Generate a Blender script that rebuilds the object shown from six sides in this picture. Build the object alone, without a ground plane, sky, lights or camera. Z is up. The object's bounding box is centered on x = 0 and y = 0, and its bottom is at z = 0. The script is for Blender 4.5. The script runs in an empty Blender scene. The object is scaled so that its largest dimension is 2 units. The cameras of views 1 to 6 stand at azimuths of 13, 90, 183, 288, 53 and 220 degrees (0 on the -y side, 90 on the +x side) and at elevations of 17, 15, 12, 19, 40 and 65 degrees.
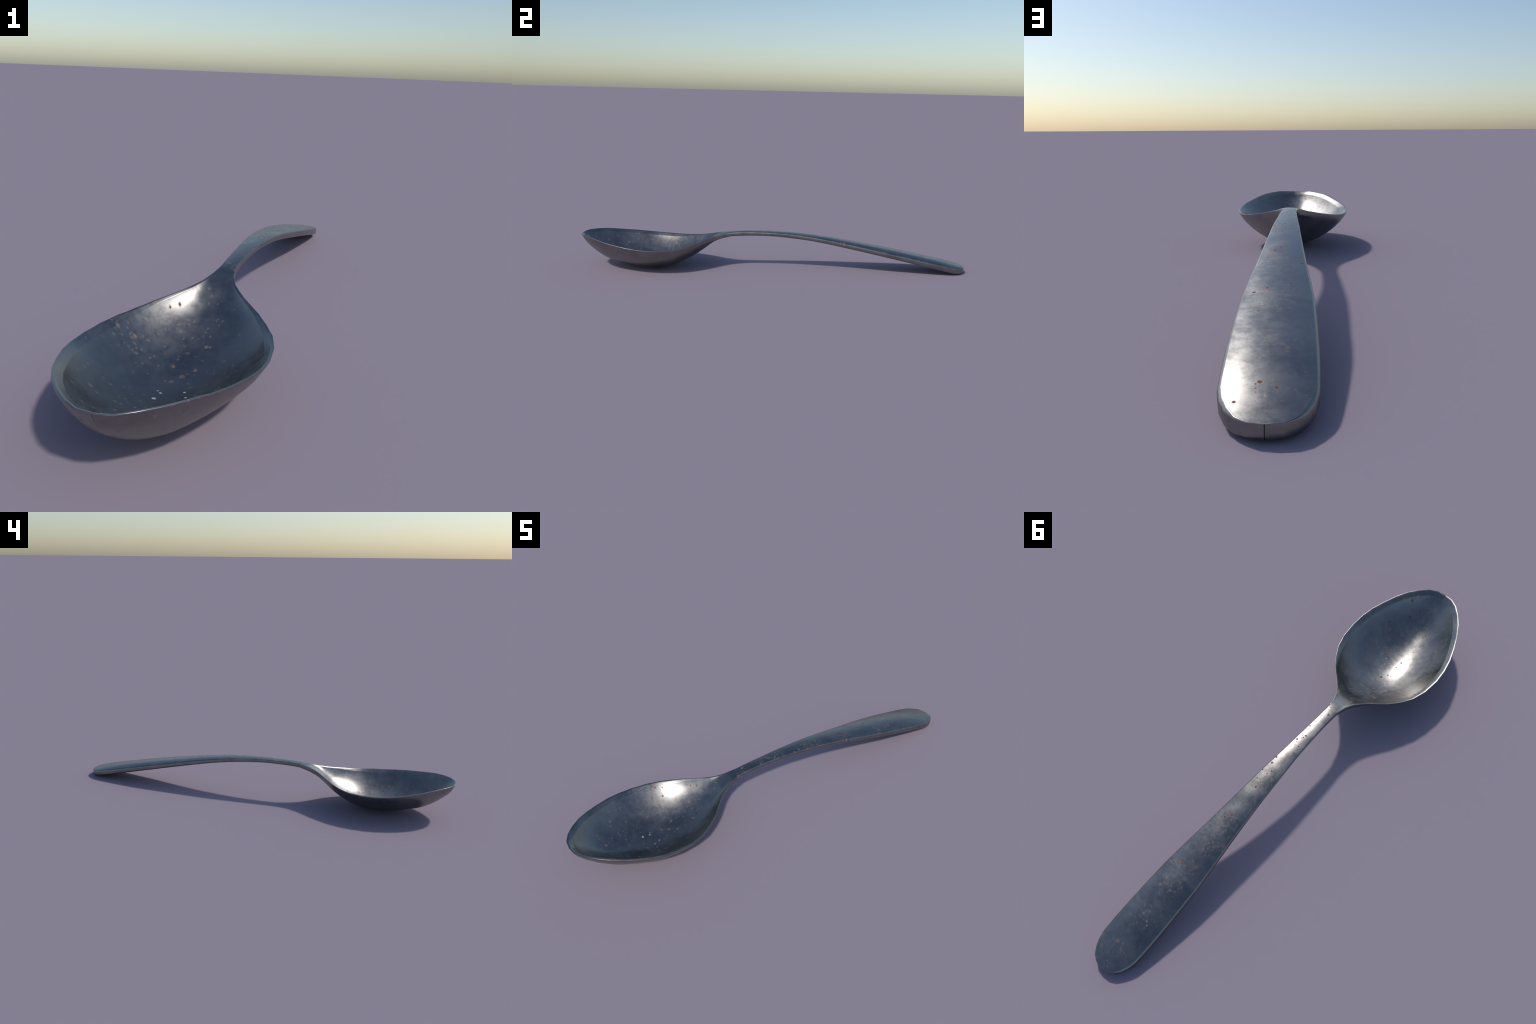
import bpy
import numpy as np

# ----------------------------------------------------------------------------
# A worn steel spoon.  Long axis along y: bowl tip at y=-1, handle end at y=+1.
# The plan outline is a polygon (the edges of the thing are softly faceted),
# heights are profiles along y, cross-sections are rules.
# ----------------------------------------------------------------------------

# plan outline: (y, half width)
OUTLINE = [(-1.000, 0.000), (-0.9960, 0.035), (-0.978, 0.0675), (-0.9455, 0.102), (-0.909, 0.131),
           (-0.860, 0.160), (-0.810, 0.182), (-0.755, 0.2015), (-0.702, 0.2125), (-0.644, 0.2162),
           (-0.575, 0.2098), (-0.517, 0.1935), (-0.470, 0.168), (-0.425, 0.1365), (-0.367, 0.0830),
           (-0.340, 0.0620), (-0.316, 0.0455), (-0.277, 0.0310), (-0.230, 0.0235), (-0.165, 0.0235),
           (-0.090, 0.0255), (0.000, 0.0295), (0.100, 0.0365), (0.200, 0.0430), (0.300, 0.0505),
           (0.400, 0.0590), (0.500, 0.0690), (0.600, 0.0775), (0.700, 0.0815), (0.790, 0.0838),
           (0.860, 0.0838), (0.910, 0.0822), (0.939, 0.0757), (0.9635, 0.0645), (0.984, 0.0480),
           (0.996, 0.0280), (1.000, 0.000)]
# height of the upper edge
RIM = [(-1, .1720), (-.99, .1742), (-.975, .1750), (-.95, .1733), (-.9, .1682), (-.85, .1595), (-.8, .1523), (-.75, .1457),
       (-.7, .1395), (-.65, .1347), (-.6, .1323), (-.55, .1315), (-.5, .1328), (-.45, .1390), (-.4, .1498),
       (-.35, .1645), (-.3, .1790), (-.25, .1885), (-.2, .1935), (-.12, .1965), (-.04, .1962), (.04, .1930),
       (.12, .1873), (.2, .1787), (.28, .1675), (.36, .1542), (.44, .1397), (.52, .1250), (.6, .1094),
       (.68, .0937), (.76, .0770), (.84, .0610), (.92, .0450), (1, .0300)]
# height of the underside along the middle
KEEL = [(-1, .1675), (-.981, .1300), (-.947, .0985), (-.904, .0657), (-.852, .0385), (-.8, .0237), (-.745, .0115),
        (-.688, .0028), (-.635, .0000), (-.584, .0030), (-.521, .0168), (-.471, .0382), (-.404, .0755),
        (-.359, .1070), (-.3186, .1390), (-.279, .1580), (-.234, .1690), (-.14, .1750), (-.05, .1765), (0, .1750),
        (.124, .1652), (.205, .1554), (.4, .1208), (.63, .0751), (.78, .0420), (.886, .0184), (.94, .0064),
        (.97, .0014), (1, .0002)]


def smooth_profile(table):
    """monotone cubic (Fritsch-Carlson) through the control points"""
    t = np.array(table, float)
    x, y = t[:, 0], t[:, 1]
    h = np.diff(x)
    s = np.diff(y) / h
    m = np.zeros(len(x))
    m[0], m[-1] = s[0], s[-1]
    for i in range(1, len(x) - 1):
        if s[i - 1] * s[i] > 0:
            a, b = 2 * h[i] + h[i - 1], h[i] + 2 * h[i - 1]
            m[i] = (a + b) / (a / s[i - 1] + b / s[i])

    def f(q):
        q = np.asarray(q, float)
        k = np.clip(np.searchsorted(x, q) - 1, 0, len(h) - 1)
        u = np.clip((q - x[k]) / h[k], 0, 1)
        return (y[k] * (1 + 2 * u) * (1 - u) ** 2 + m[k] * h[k] * u * (1 - u) ** 2
                + y[k + 1] * u * u * (3 - 2 * u) + m[k + 1] * h[k] * u * u * (u - 1))
    return f


rim_z, keel_z = smooth_profile(RIM), smooth_profile(KEEL)
oy, ow = np.array(OUTLINE).T


def half_width(y):
    return np.interp(y, oy, ow)


def step(a, b, v):
    t = np.clip((np.asarray(v, float) - a) / (b - a), 0, 1)
    return t * t * (3 - 2 * t)


def handle_share(y):
    return step(-0.385, -0.245, y)


def hull_z(x, y):
    """underside: parabolic sections in the bowl, flat in the handle"""
    w = np.maximum(half_width(y), 1e-4)
    q = np.clip(np.abs(x) / w, 0, 1)
    e = handle_share(y)
    rise = 0.9 * q ** (2.05 + 9 * e * e) + 0.1 * q ** 16            # turns upright just under the rim
    return keel_z(y) + (rim_z(y) - 0.003 - keel_z(y)) * rise * (1 - step(0.5, 1.0, e))


def spine_y(y):
    """where the cross row that starts at outline height y meets the middle line"""
    y = np.asarray(y, float)
    s = y + 0.0
    s = np.where(y < -0.62, -0.62 + (y + 0.62) * 0.62, s)
    s = np.where(y > 0.80, 0.80 + (y - 0.80) * 0.72, s)
    return s


# edge profile: (inset from the outer edge, drop below rim height)
LIP = [(0.0000, 0.0022), (0.0003, 0.0006), (0.0008, 0.0000), (0.0016, 0.0001), (0.0048, 0.0005), (0.0085, 0.0027),
       (0.0174, 0.0105), (0.0187, 0.0115), (0.0204, 0.0126)]
FILLET = [(0.0000, 0.0085), (0.0004, 0.0068), (0.0012, 0.0046), (0.0024, 0.0029), (0.0040, 0.0015), (0.0056, 0.0006),
          (0.0068, 0.0002), (0.0077, 0.0000), (0.0085, 0.0000)]
INNER = np.append([0.012], np.linspace(0, 1, 13)[1:])           # rows between the crease and the spine
FOOT = [(0.0125, 0.0), (0.0072, 0.0008), (0.0034, 0.0028), (0.0010, 0.0058), (0.0, 0.0095)]


def refine_stations():
    ys, ws = [oy[0]], [ow[0]]
    for i in range(len(oy) - 1):
        n = max(1, int(round(np.hypot(oy[i + 1] - oy[i], ow[i + 1] - ow[i]) / 0.034)))
        for k in range(1, n + 1):
            ys.append(oy[i] + (oy[i + 1] - oy[i]) * k / n)
            ws.append(ow[i] + (ow[i + 1] - ow[i]) * k / n)
    return np.array(ys), np.array(ws)


def crown_z(x, y):
    """the handle's upper face bulges across its width and dies out at the end"""
    return 0.0068 * (1 - step(0.88, 0.995, y)) * (0.05 + 0.95 * half_width(np.minimum(y, 0.86)) / 0.0838) \
        * (1 - np.minimum(np.abs(x) / (half_width(np.minimum(y, 0.86))), 1) ** 2)


def inner_top_z(x, y, edge_y, s, crease_z, crease_x, crease_gap):
    """upper surface between the crease and the spine; s = 0 at the crease, 1 at the spine"""
    e = handle_share(y)
    wall = 0.0225 - 0.0025 * step(-0.55, -0.42, y)
    bowl = hull_z(x, y) + crease_gap + (wall - crease_gap) * step(0.0, 1.0, s)
    along = float(rim_z(y)) - float(rim_z(edge_y))
    bar = crease_z + along + crown_z(x, y) - crown_z(crease_x, edge_y)
    return bowl * (1 - e) + bar * e


def half_rows():
    """one half of the spoon: for every station a row of points from the top spine
    over the edge to the bottom spine"""
    ys, ws = refine_stations()
    rows = []
    for y, w in zip(ys, ws):
        e = float(handle_share(y))
        sy = float(spine_y(y))
        d = np.hypot(w, sy - y)
        u = np.array([-w, sy - y]) / d                      # direction of the row, edge -> spine
        zr = float(rim_z(y))
        small = (1 - 0.9 * e * float(step(0.955, 1.0, y))) * (0.55 + 0.45 * float(step(0.03, 0.06, w)) if y < 0.5 else 1.0)      # the rounding of the edge fades out at the end
        # insets are measured square to the outline: correct for the slant of the row
        i = np.searchsorted(ys, y)
        a, b = max(i - 1, 0), min(i + 1, len(ys) - 1)
        tang = np.array([ws[b] - ws[a], ys[b] - ys[a]]) if 0 < i < len(ys) - 1 else np.array([1.0, 0.0])
        tang /= np.linalg.norm(tang)
        slant = abs(u[0] * tang[1] - u[1] * tang[0])
        slant = max(slant, 0.5)
        lip = 1 - 0.75 * float(step(-0.56, -0.37, y))           # the lip narrows towards the neck
        edge = []
        for (li, ld), (fi, fd) in zip(LIP, FILLET):
            ins = (li * lip * (1 - e) + fi * small * e) / slant
            ins = min(ins, 0.9 * d)
            edge.append((w + u[0] * ins, y + u[1] * ins, zr - (ld * lip * (1 - e) + fd * small * e)))
        cx, cy, cz = edge[-1]
        gap = cz - float(hull_z(cx, cy))
        top = []
        for s in INNER:
            px, py = cx + (0 - cx) * s, cy + (sy - cy) * s
            top.append((px, py, float(inner_top_z(px, py, cy, s, cz, cx, gap))))
        row = top[::-1] + edge[::-1]                        # spine ... crease ... outer edge
        # underside
        kz = float(keel_z(y))
        foot = []
        side_z = zr - (LIP[0][1] * lip * (1 - e) + FILLET[0][1] * small * e)
        for t in np.linspace(0, 1, 4)[1:-1]:                # plain side of the handle
            zz = side_z + (kz + FOOT[-1][1] - side_z) * t
            dd = 0.004 * t
            foot.append((w, y, zz, dd))
        for fi, fd in FOOT[::-1]:
            foot.append((w + u[0] * fi / slant * e, y + u[1] * fi / slant * e, kz + fd, fi))
        n = len(foot)
        for k, (fx, fy, fz, _) in enumerate(foot):
            q = 0.12 * ((k + 1) / n) ** 1.6                          # the same points on the bowl's hull
            hx, hy = w + u[0] * d * q, y + u[1] * d * q
            hz = float(hull_z(hx, hy))
            row.append((fx * e + hx * (1 - e), fy * e + hy * (1 - e), fz * e + hz * (1 - e)))
        lx, ly, _ = row[-1]
        for s in np.linspace(0, 1, 12)[1:]:
            px, py = lx * (1 - s), ly + (sy - ly) * s
            row.append((px, py, float(hull_z(px, py))))
        rows.append(row)
    return np.array(rows)


def build_body():
    half = half_rows()
    n, m, _ = half.shape
    verts, index = [], {}

    def vert(side, i, j):
        shared = j == 0 or j == m - 1
        if i == 0 and (j < len(INNER) or j > len(INNER) + len(LIP) + 8):
            shared = True
        key = (0 if shared else side, i, j)                 # tip and end keep a hard seam between the halves
        if key not in index:
            x, y, z = half[i, j]
            index[key] = len(verts)
            verts.append((0.0 if shared else x * side, y, z))
        return index[key]
    faces, region = [], []
    for side in (1, -1):
        for i in range(n - 1):
            for j in range(m - 1):
                q = [vert(side, i, j), vert(side, i, j + 1), vert(side, i + 1, j + 1), vert(side, i + 1, j)]
                if side == -1:
                    q = q[::-1]
                faces.append(q)
                region.append(half[i, m // 2][1] + half[i + 1, m // 2][1] < 2 * -0.235)
    return verts, faces, region


# ----------------------------------------------------------------------------
# material
# ----------------------------------------------------------------------------
class Nodes:
    def __init__(self, name):
        self.mat = bpy.data.materials.new(name)
        self.mat.use_nodes = True
        self.t = self.mat.node_tree
        self.t.nodes.clear()

    def add(self, kind, **kw):
        nd = self.t.nodes.new(kind)
        for k, v in kw.items():
            setattr(nd, k, v)
        return nd

    def put(self, socket, value):
        if isinstance(value, bpy.types.NodeSocket):
            self.t.links.new(value, socket)
        else:
            socket.default_value = value

    def math(self, op, a, b=None, clamp=False):
        nd = self.add("ShaderNodeMath", operation=op, use_clamp=clamp)
        self.put(nd.inputs[0], a)
        if b is not None:
            self.put(nd.inputs[1], b)
        return nd.outputs[0]

    def noise(self, vec, scale, detail=4.0, rough=0.55):
        nd = self.add("ShaderNodeTexNoise")
        self.put(nd.inputs["Vector"], vec)
        nd.inputs["Scale"].default_value = scale
        nd.inputs["Detail"].default_value = detail
        nd.inputs["Roughness"].default_value = rough
        return nd.outputs["Fac"]

    def ramp(self, fac, lo, hi, a=0.0, b=1.0):
        nd = self.add("ShaderNodeMapRange", clamp=True, interpolation_type="SMOOTHSTEP")
        self.put(nd.inputs["Value"], fac)
        nd.inputs["From Min"].default_value = lo
        nd.inputs["From Max"].default_value = hi
        nd.inputs["To Min"].default_value = a
        nd.inputs["To Max"].default_value = b
        return nd.outputs["Result"]

    def mix(self, fac, a, b):
        nd = self.add("ShaderNodeMix", data_type="RGBA")
        self.put(nd.inputs[0], fac)
        self.put(nd.inputs[6], a)
        self.put(nd.inputs[7], b)
        return nd.outputs[2]

    def blend(self, fac, a, b):
        nd = self.add("ShaderNodeMix", data_type="FLOAT")
        self.put(nd.inputs[0], fac)
        self.put(nd.inputs[2], a)
        self.put(nd.inputs[3], b)
        return nd.outputs[0]


# the larger rust spots of the upper side: x, y, radius in millimetres
RUST_SPOTS = [(0.098, -0.903, 3.6), (0.053, -0.950, 4.1), (0.018, -0.957, 3.9), (0.028, -0.928, 5.0), (0.051, -0.906, 4.0),
              (-0.051, -0.945, 3.8), (0.122, -0.785, 3.6), (0.104, -0.769, 5.2), (0.111, -0.683, 4.2), (0.103, -0.650, 4.8),
              (-0.031, -0.849, 4.6), (0.046, -0.705, 3.8), (-0.004, -0.579, 5.4), (0.018, -0.551, 4.1), (0.020, -0.475, 3.5),
              (-0.121, -0.788, 3.8), (-0.080, -0.394, 3.3), (-0.099, -0.413, 2.6), (-0.143, -0.531, 4.0), (-0.180, -0.546, 4.0),
              (-0.006, -0.204, 5.1), (0.001, -0.078, 3.4), (0.017, -0.046, 4.0), (0.028, 0.059, 3.6), (0.024, 0.087, 4.7),
              (0.002, 0.113, 4.0), (0.007, 0.195, 4.2), (0.018, 0.348, 4.8), (0.004, 0.327, 5.0), (0.053, 0.357, 3.5),
              (-0.024, 0.452, 4.1), (-0.048, 0.425, 3.9), (0.023, 0.565, 4.2), (0.050, 0.582, 4.2), (-0.026, 0.543, 3.8),
              (0.033, 0.666, 5.1), (-0.008, 0.661, 3.6), (0.011, 0.775, 3.6), (-0.027, 0.798, 3.4), (0.014, 0.900, 4.4),
              (-0.014, 0.914, 3.4), (0.0235, -0.245, 3.6), (0.061, 0.386, 4.0),
              (0.017, -0.121, 3.3), (-0.021, -0.172, 3.2), (0.004, -0.066, 3.0), (-0.008, -0.026, 3.0), (0.033, 0.129, 3.0),
              (0.009, 0.131, 2.8), (0.027, 0.166, 3.2), (0.017, 0.162, 2.6), (0.006, 0.145, 2.8)]
# pale mineral spots in the bottom of the bowl
PALE_SPOTS = [(-0.026, -0.692, 4.7), (-0.023, -0.662, 3.4), (-0.032, -0.656, 2.4), (0.026, -0.643, 3.3), (0.038, -0.668, 2.9)]
# where the fine rust freckles gather: x, y, reach
FRECKLED = [(-0.155, -0.545, 0.06, 0.40), (0.070, -0.890, 0.09, 0.32), (0.100, -0.690, 0.06, 0.22), (-0.020, -0.440, 0.07, 0.15),
            (-0.060, -0.780, 0.08, 0.2), (0.010, 0.140, 0.08, 0.8), (0.000, -0.050, 0.09, 0.6), (0.010, -0.200, 0.06, 0.4), (-0.030, 0.440, 0.07, 0.35),
            (0.020, 0.600, 0.09, 0.3), (0.000, 0.780, 0.06, 0.25), (0.010, 0.360, 0.07, 0.4), (0.000, 0.920, 0.05, 0.2),
            (0.370, -0.870, 0.16, 0.4), (0.370, -0.560, 0.16, 0.2)]


def steel_material():
    g = Nodes("tarnished_steel")
    co = g.add("ShaderNodeTexCoord").outputs["Object"]
    sep = g.add("ShaderNodeSeparateXYZ")
    g.put(sep.inputs[0], co)
    X, Y, Z = sep.outputs
    nsep = g.add("ShaderNodeSeparateXYZ")
    g.put(nsep.inputs[0], g.add("ShaderNodeNewGeometry").outputs["Normal"])
    NX, NY, NZ = nsep.outputs
    upper = g.ramp(NZ, -0.25, -0.10)                     # 1 on the upper side and the flanks

    # cloudy wear of the bare metal
    cloud = g.noise(co, 11.0, 7.0, 0.68)
    fine = g.noise(co, 46.0, 6.0, 0.70)
    wear = g.math("ADD", g.math("MULTIPLY", cloud, 0.62), g.math("MULTIPLY", fine, 0.38))
    rough = g.ramp(wear, 0.37, 0.63, 0.265, 0.40)
    tone = g.ramp(wear, 0.36, 0.65)
    color = g.mix(tone, (0.228, 0.223, 0.218, 1), (0.285, 0.279, 0.274, 1))

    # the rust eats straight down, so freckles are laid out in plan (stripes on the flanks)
    flat = g.add("ShaderNodeCombineXYZ")
    wob = g.noise(co, 160.0, 2.0)
    shift = g.math("MULTIPLY", g.math("SUBTRACT", wob, 0.5), 0.0024)
    under_shift = g.blend(upper, 0.37, 0.0)
    g.put(flat.inputs[0], g.math("ADD", X, g.math("ADD", shift, under_shift)))
    g.put(flat.inputs[1], g.math("SUBTRACT", Y, shift))
    P = flat.outputs[0]

    def gap_to(spots):
        """signed distance to the nearest of some round spots"""
        best = None
        for x, y, r in spots:
            d = g.add("ShaderNodeVectorMath", operation="DISTANCE")
            g.put(d.inputs[0], P)
            d.inputs[1].default_value = (x, y, 0)
            s = g.math("SUBTRACT", d.outputs["Value"], r * 0.001)
            best = s if best is None else g.math("MINIMUM", best, s)
        return best

    def freckles(scale, small, big):
        v = g.add("ShaderNodeTexVoronoi", voronoi_dimensions="2D", feature="F1")
        g.put(v.inputs["Vector"], P)
        v.inputs["Scale"].default_value = scale
        rgb = g.add("ShaderNodeSeparateColor")
        g.put(rgb.inputs[0], v.outputs["Color"])
        size = g.math("MULTIPLY", g.math("POWER", rgb.outputs[0], 2.5), big - small)
        size = g.math("ADD", size, small)
        there = g.math("GREATER_THAN", rgb.outputs[1], g.math("SUBTRACT", 1.0, crowd))
        d = g.math("DIVIDE", v.outputs["Distance"], scale)
        return g.math("ADD", g.math("SUBTRACT", d, size), g.math("MULTIPLY", g.math("SUBTRACT", 1.0, there), 0.05))

    crowd = 0.0
    for x, y, reach, share in FRECKLED:
        d = g.add("ShaderNodeVectorMath", operation="DISTANCE")
        g.put(d.inputs[0], P)
        d.inputs[1].default_value = (x, y, 0)
        crowd = g.math("MAXIMUM", crowd, g.ramp(d.outputs["Value"], reach, 0.25 * reach, 0.0, share))
    crowd = g.math("ADD", crowd, 0.05)

    big = gap_to(RUST_SPOTS)
    tiny = g.math("MINIMUM", freckles(58.0, 0.0009, 0.0036), freckles(97.0, 0.0006, 0.0022))
    grade = g.noise(co, 26.0, 1.0)
    tiny_core = g.math("MULTIPLY", g.ramp(tiny, 0.0008, -0.0010), g.ramp(grade, 0.34, 0.66, 0.2, 0.8))
    big_core = g.math("MULTIPLY", g.ramp(big, 0.0007, -0.0012), g.ramp(grade, 0.30, 0.55, 0.6, 0.95))
    core = g.math("MAXIMUM", big_core, tiny_core)
    ring = g.math("MULTIPLY", g.ramp(g.math("MINIMUM", big, tiny), 0.0034, 0.0002), 0.22)
    rust = g.mix(g.ramp(grade, 0.38, 0.62), (0.190, 0.115, 0.085, 1), (0.165, 0.070, 0.052, 1))
    core = g.math("MULTIPLY", core, g.blend(upper, 0.5, 1.0))
    core = g.math("MULTIPLY", core, g.ramp(NY, 0.75, 0.5))
    pale = g.ramp(gap_to(PALE_SPOTS), 0.0006, -0.0008)
    pale = g.math("MULTIPLY", pale, upper)

    # shading break at the texture seam, painted black at tip and handle end
    thin = g.ramp(g.math("ABSOLUTE", X), 0.0010, 0.0004)
    at_end = g.math("MULTIPLY", g.ramp(Y, 0.990, 0.994), g.ramp(NY, 0.45, 0.6))
    at_tip = g.math("MULTIPLY", g.math("MULTIPLY", g.ramp(Y, -0.982, -0.986), g.ramp(Z, 0.138, 0.165)), 0.8)
    painted_seam_shade = g.math("MULTIPLY", thin, g.math("MAXIMUM", at_end, at_tip))

    color = g.mix(ring, color, (0.21, 0.165, 0.13, 1))
    color = g.mix(core, color, rust)
    color = g.mix(pale, color, (0.36, 0.37, 0.40, 1))
    color = g.mix(painted_seam_shade, color, (0.004, 0.004, 0.005, 1))
    plain = g.math("MAXIMUM", g.math("MAXIMUM", core, g.math("MULTIPLY", ring, 0.9)), g.math("MAXIMUM", pale, painted_seam_shade))
    rough = g.blend(plain, rough, 0.75)

    bump = g.add("ShaderNodeBump")
    height = g.math("SUBTRACT", g.math("MULTIPLY", fine, 0.0006), g.math("MULTIPLY", core, 0.0003))
    g.put(bump.inputs["Height"], height)
    bump.inputs["Strength"].default_value = 0.17
    bump.inputs["Distance"].default_value = 1.0

    bsdf = g.add("ShaderNodeBsdfPrincipled")
    g.put(bsdf.inputs["Base Color"], color)
    g.put(bsdf.inputs["Metallic"], g.math("SUBTRACT", 1.0, plain))
    g.put(bsdf.inputs["Roughness"], rough)
    g.put(bsdf.inputs["Specular IOR Level"], g.blend(plain, 0.5, 0.12))
    g.put(bsdf.inputs["Normal"], bump.outputs[0])
    out = g.add("ShaderNodeOutputMaterial")
    g.put(out.inputs["Surface"], bsdf.outputs[0])
    return g.mat


def make_objects():
    verts, faces, region = build_body()
    whole = bpy.data.meshes.new("whole_spoon")
    whole.from_pydata(verts, [], faces)
    whole.update()
    normals = [v.normal.copy() for v in whole.vertices]
    # handle-top normals leaned beyond the mesh to draw its bright-to-dark sheen
    for n, v in zip(normals, whole.vertices):
        x, y, z = v.co
        if n.z > 0.8 and y > -0.25:
            n.x += 0.265 * x / 0.0838 * float(step(-0.25, 0.35, y))
            n.y += 0.12 * float(step(0.72, 0.96, y))
            n.normalize()
    material = steel_material()
    root = bpy.data.objects.new("metal_spoon", None)
    root.empty_display_size = 0.2
    bpy.context.scene.collection.objects.link(root)
    root["label"] = "old tarnished steel spoon with small rust spots"
    root["category"] = "spoon"
    for name, wanted in (("bowl", True), ("handle", False)):
        keep = [f for f, r in zip(faces, region) if r == wanted]
        used = sorted({i for f in keep for i in f})
        new = {o: k for k, o in enumerate(used)}
        me = bpy.data.meshes.new(name)
        me.from_pydata([verts[i] for i in used], [], [[new[i] for i in f] for f in keep])
        me.update()
        me.polygons.foreach_set("use_smooth", [True] * len(me.polygons))
        me.normals_split_custom_set_from_vertices([normals[i] for i in used])
        me.materials.append(material)
        ob = bpy.data.objects.new(name, me)
        ob.parent = root
        bpy.context.scene.collection.objects.link(ob)
    bpy.data.meshes.remove(whole)


if __name__ == "__main__":
    make_objects()
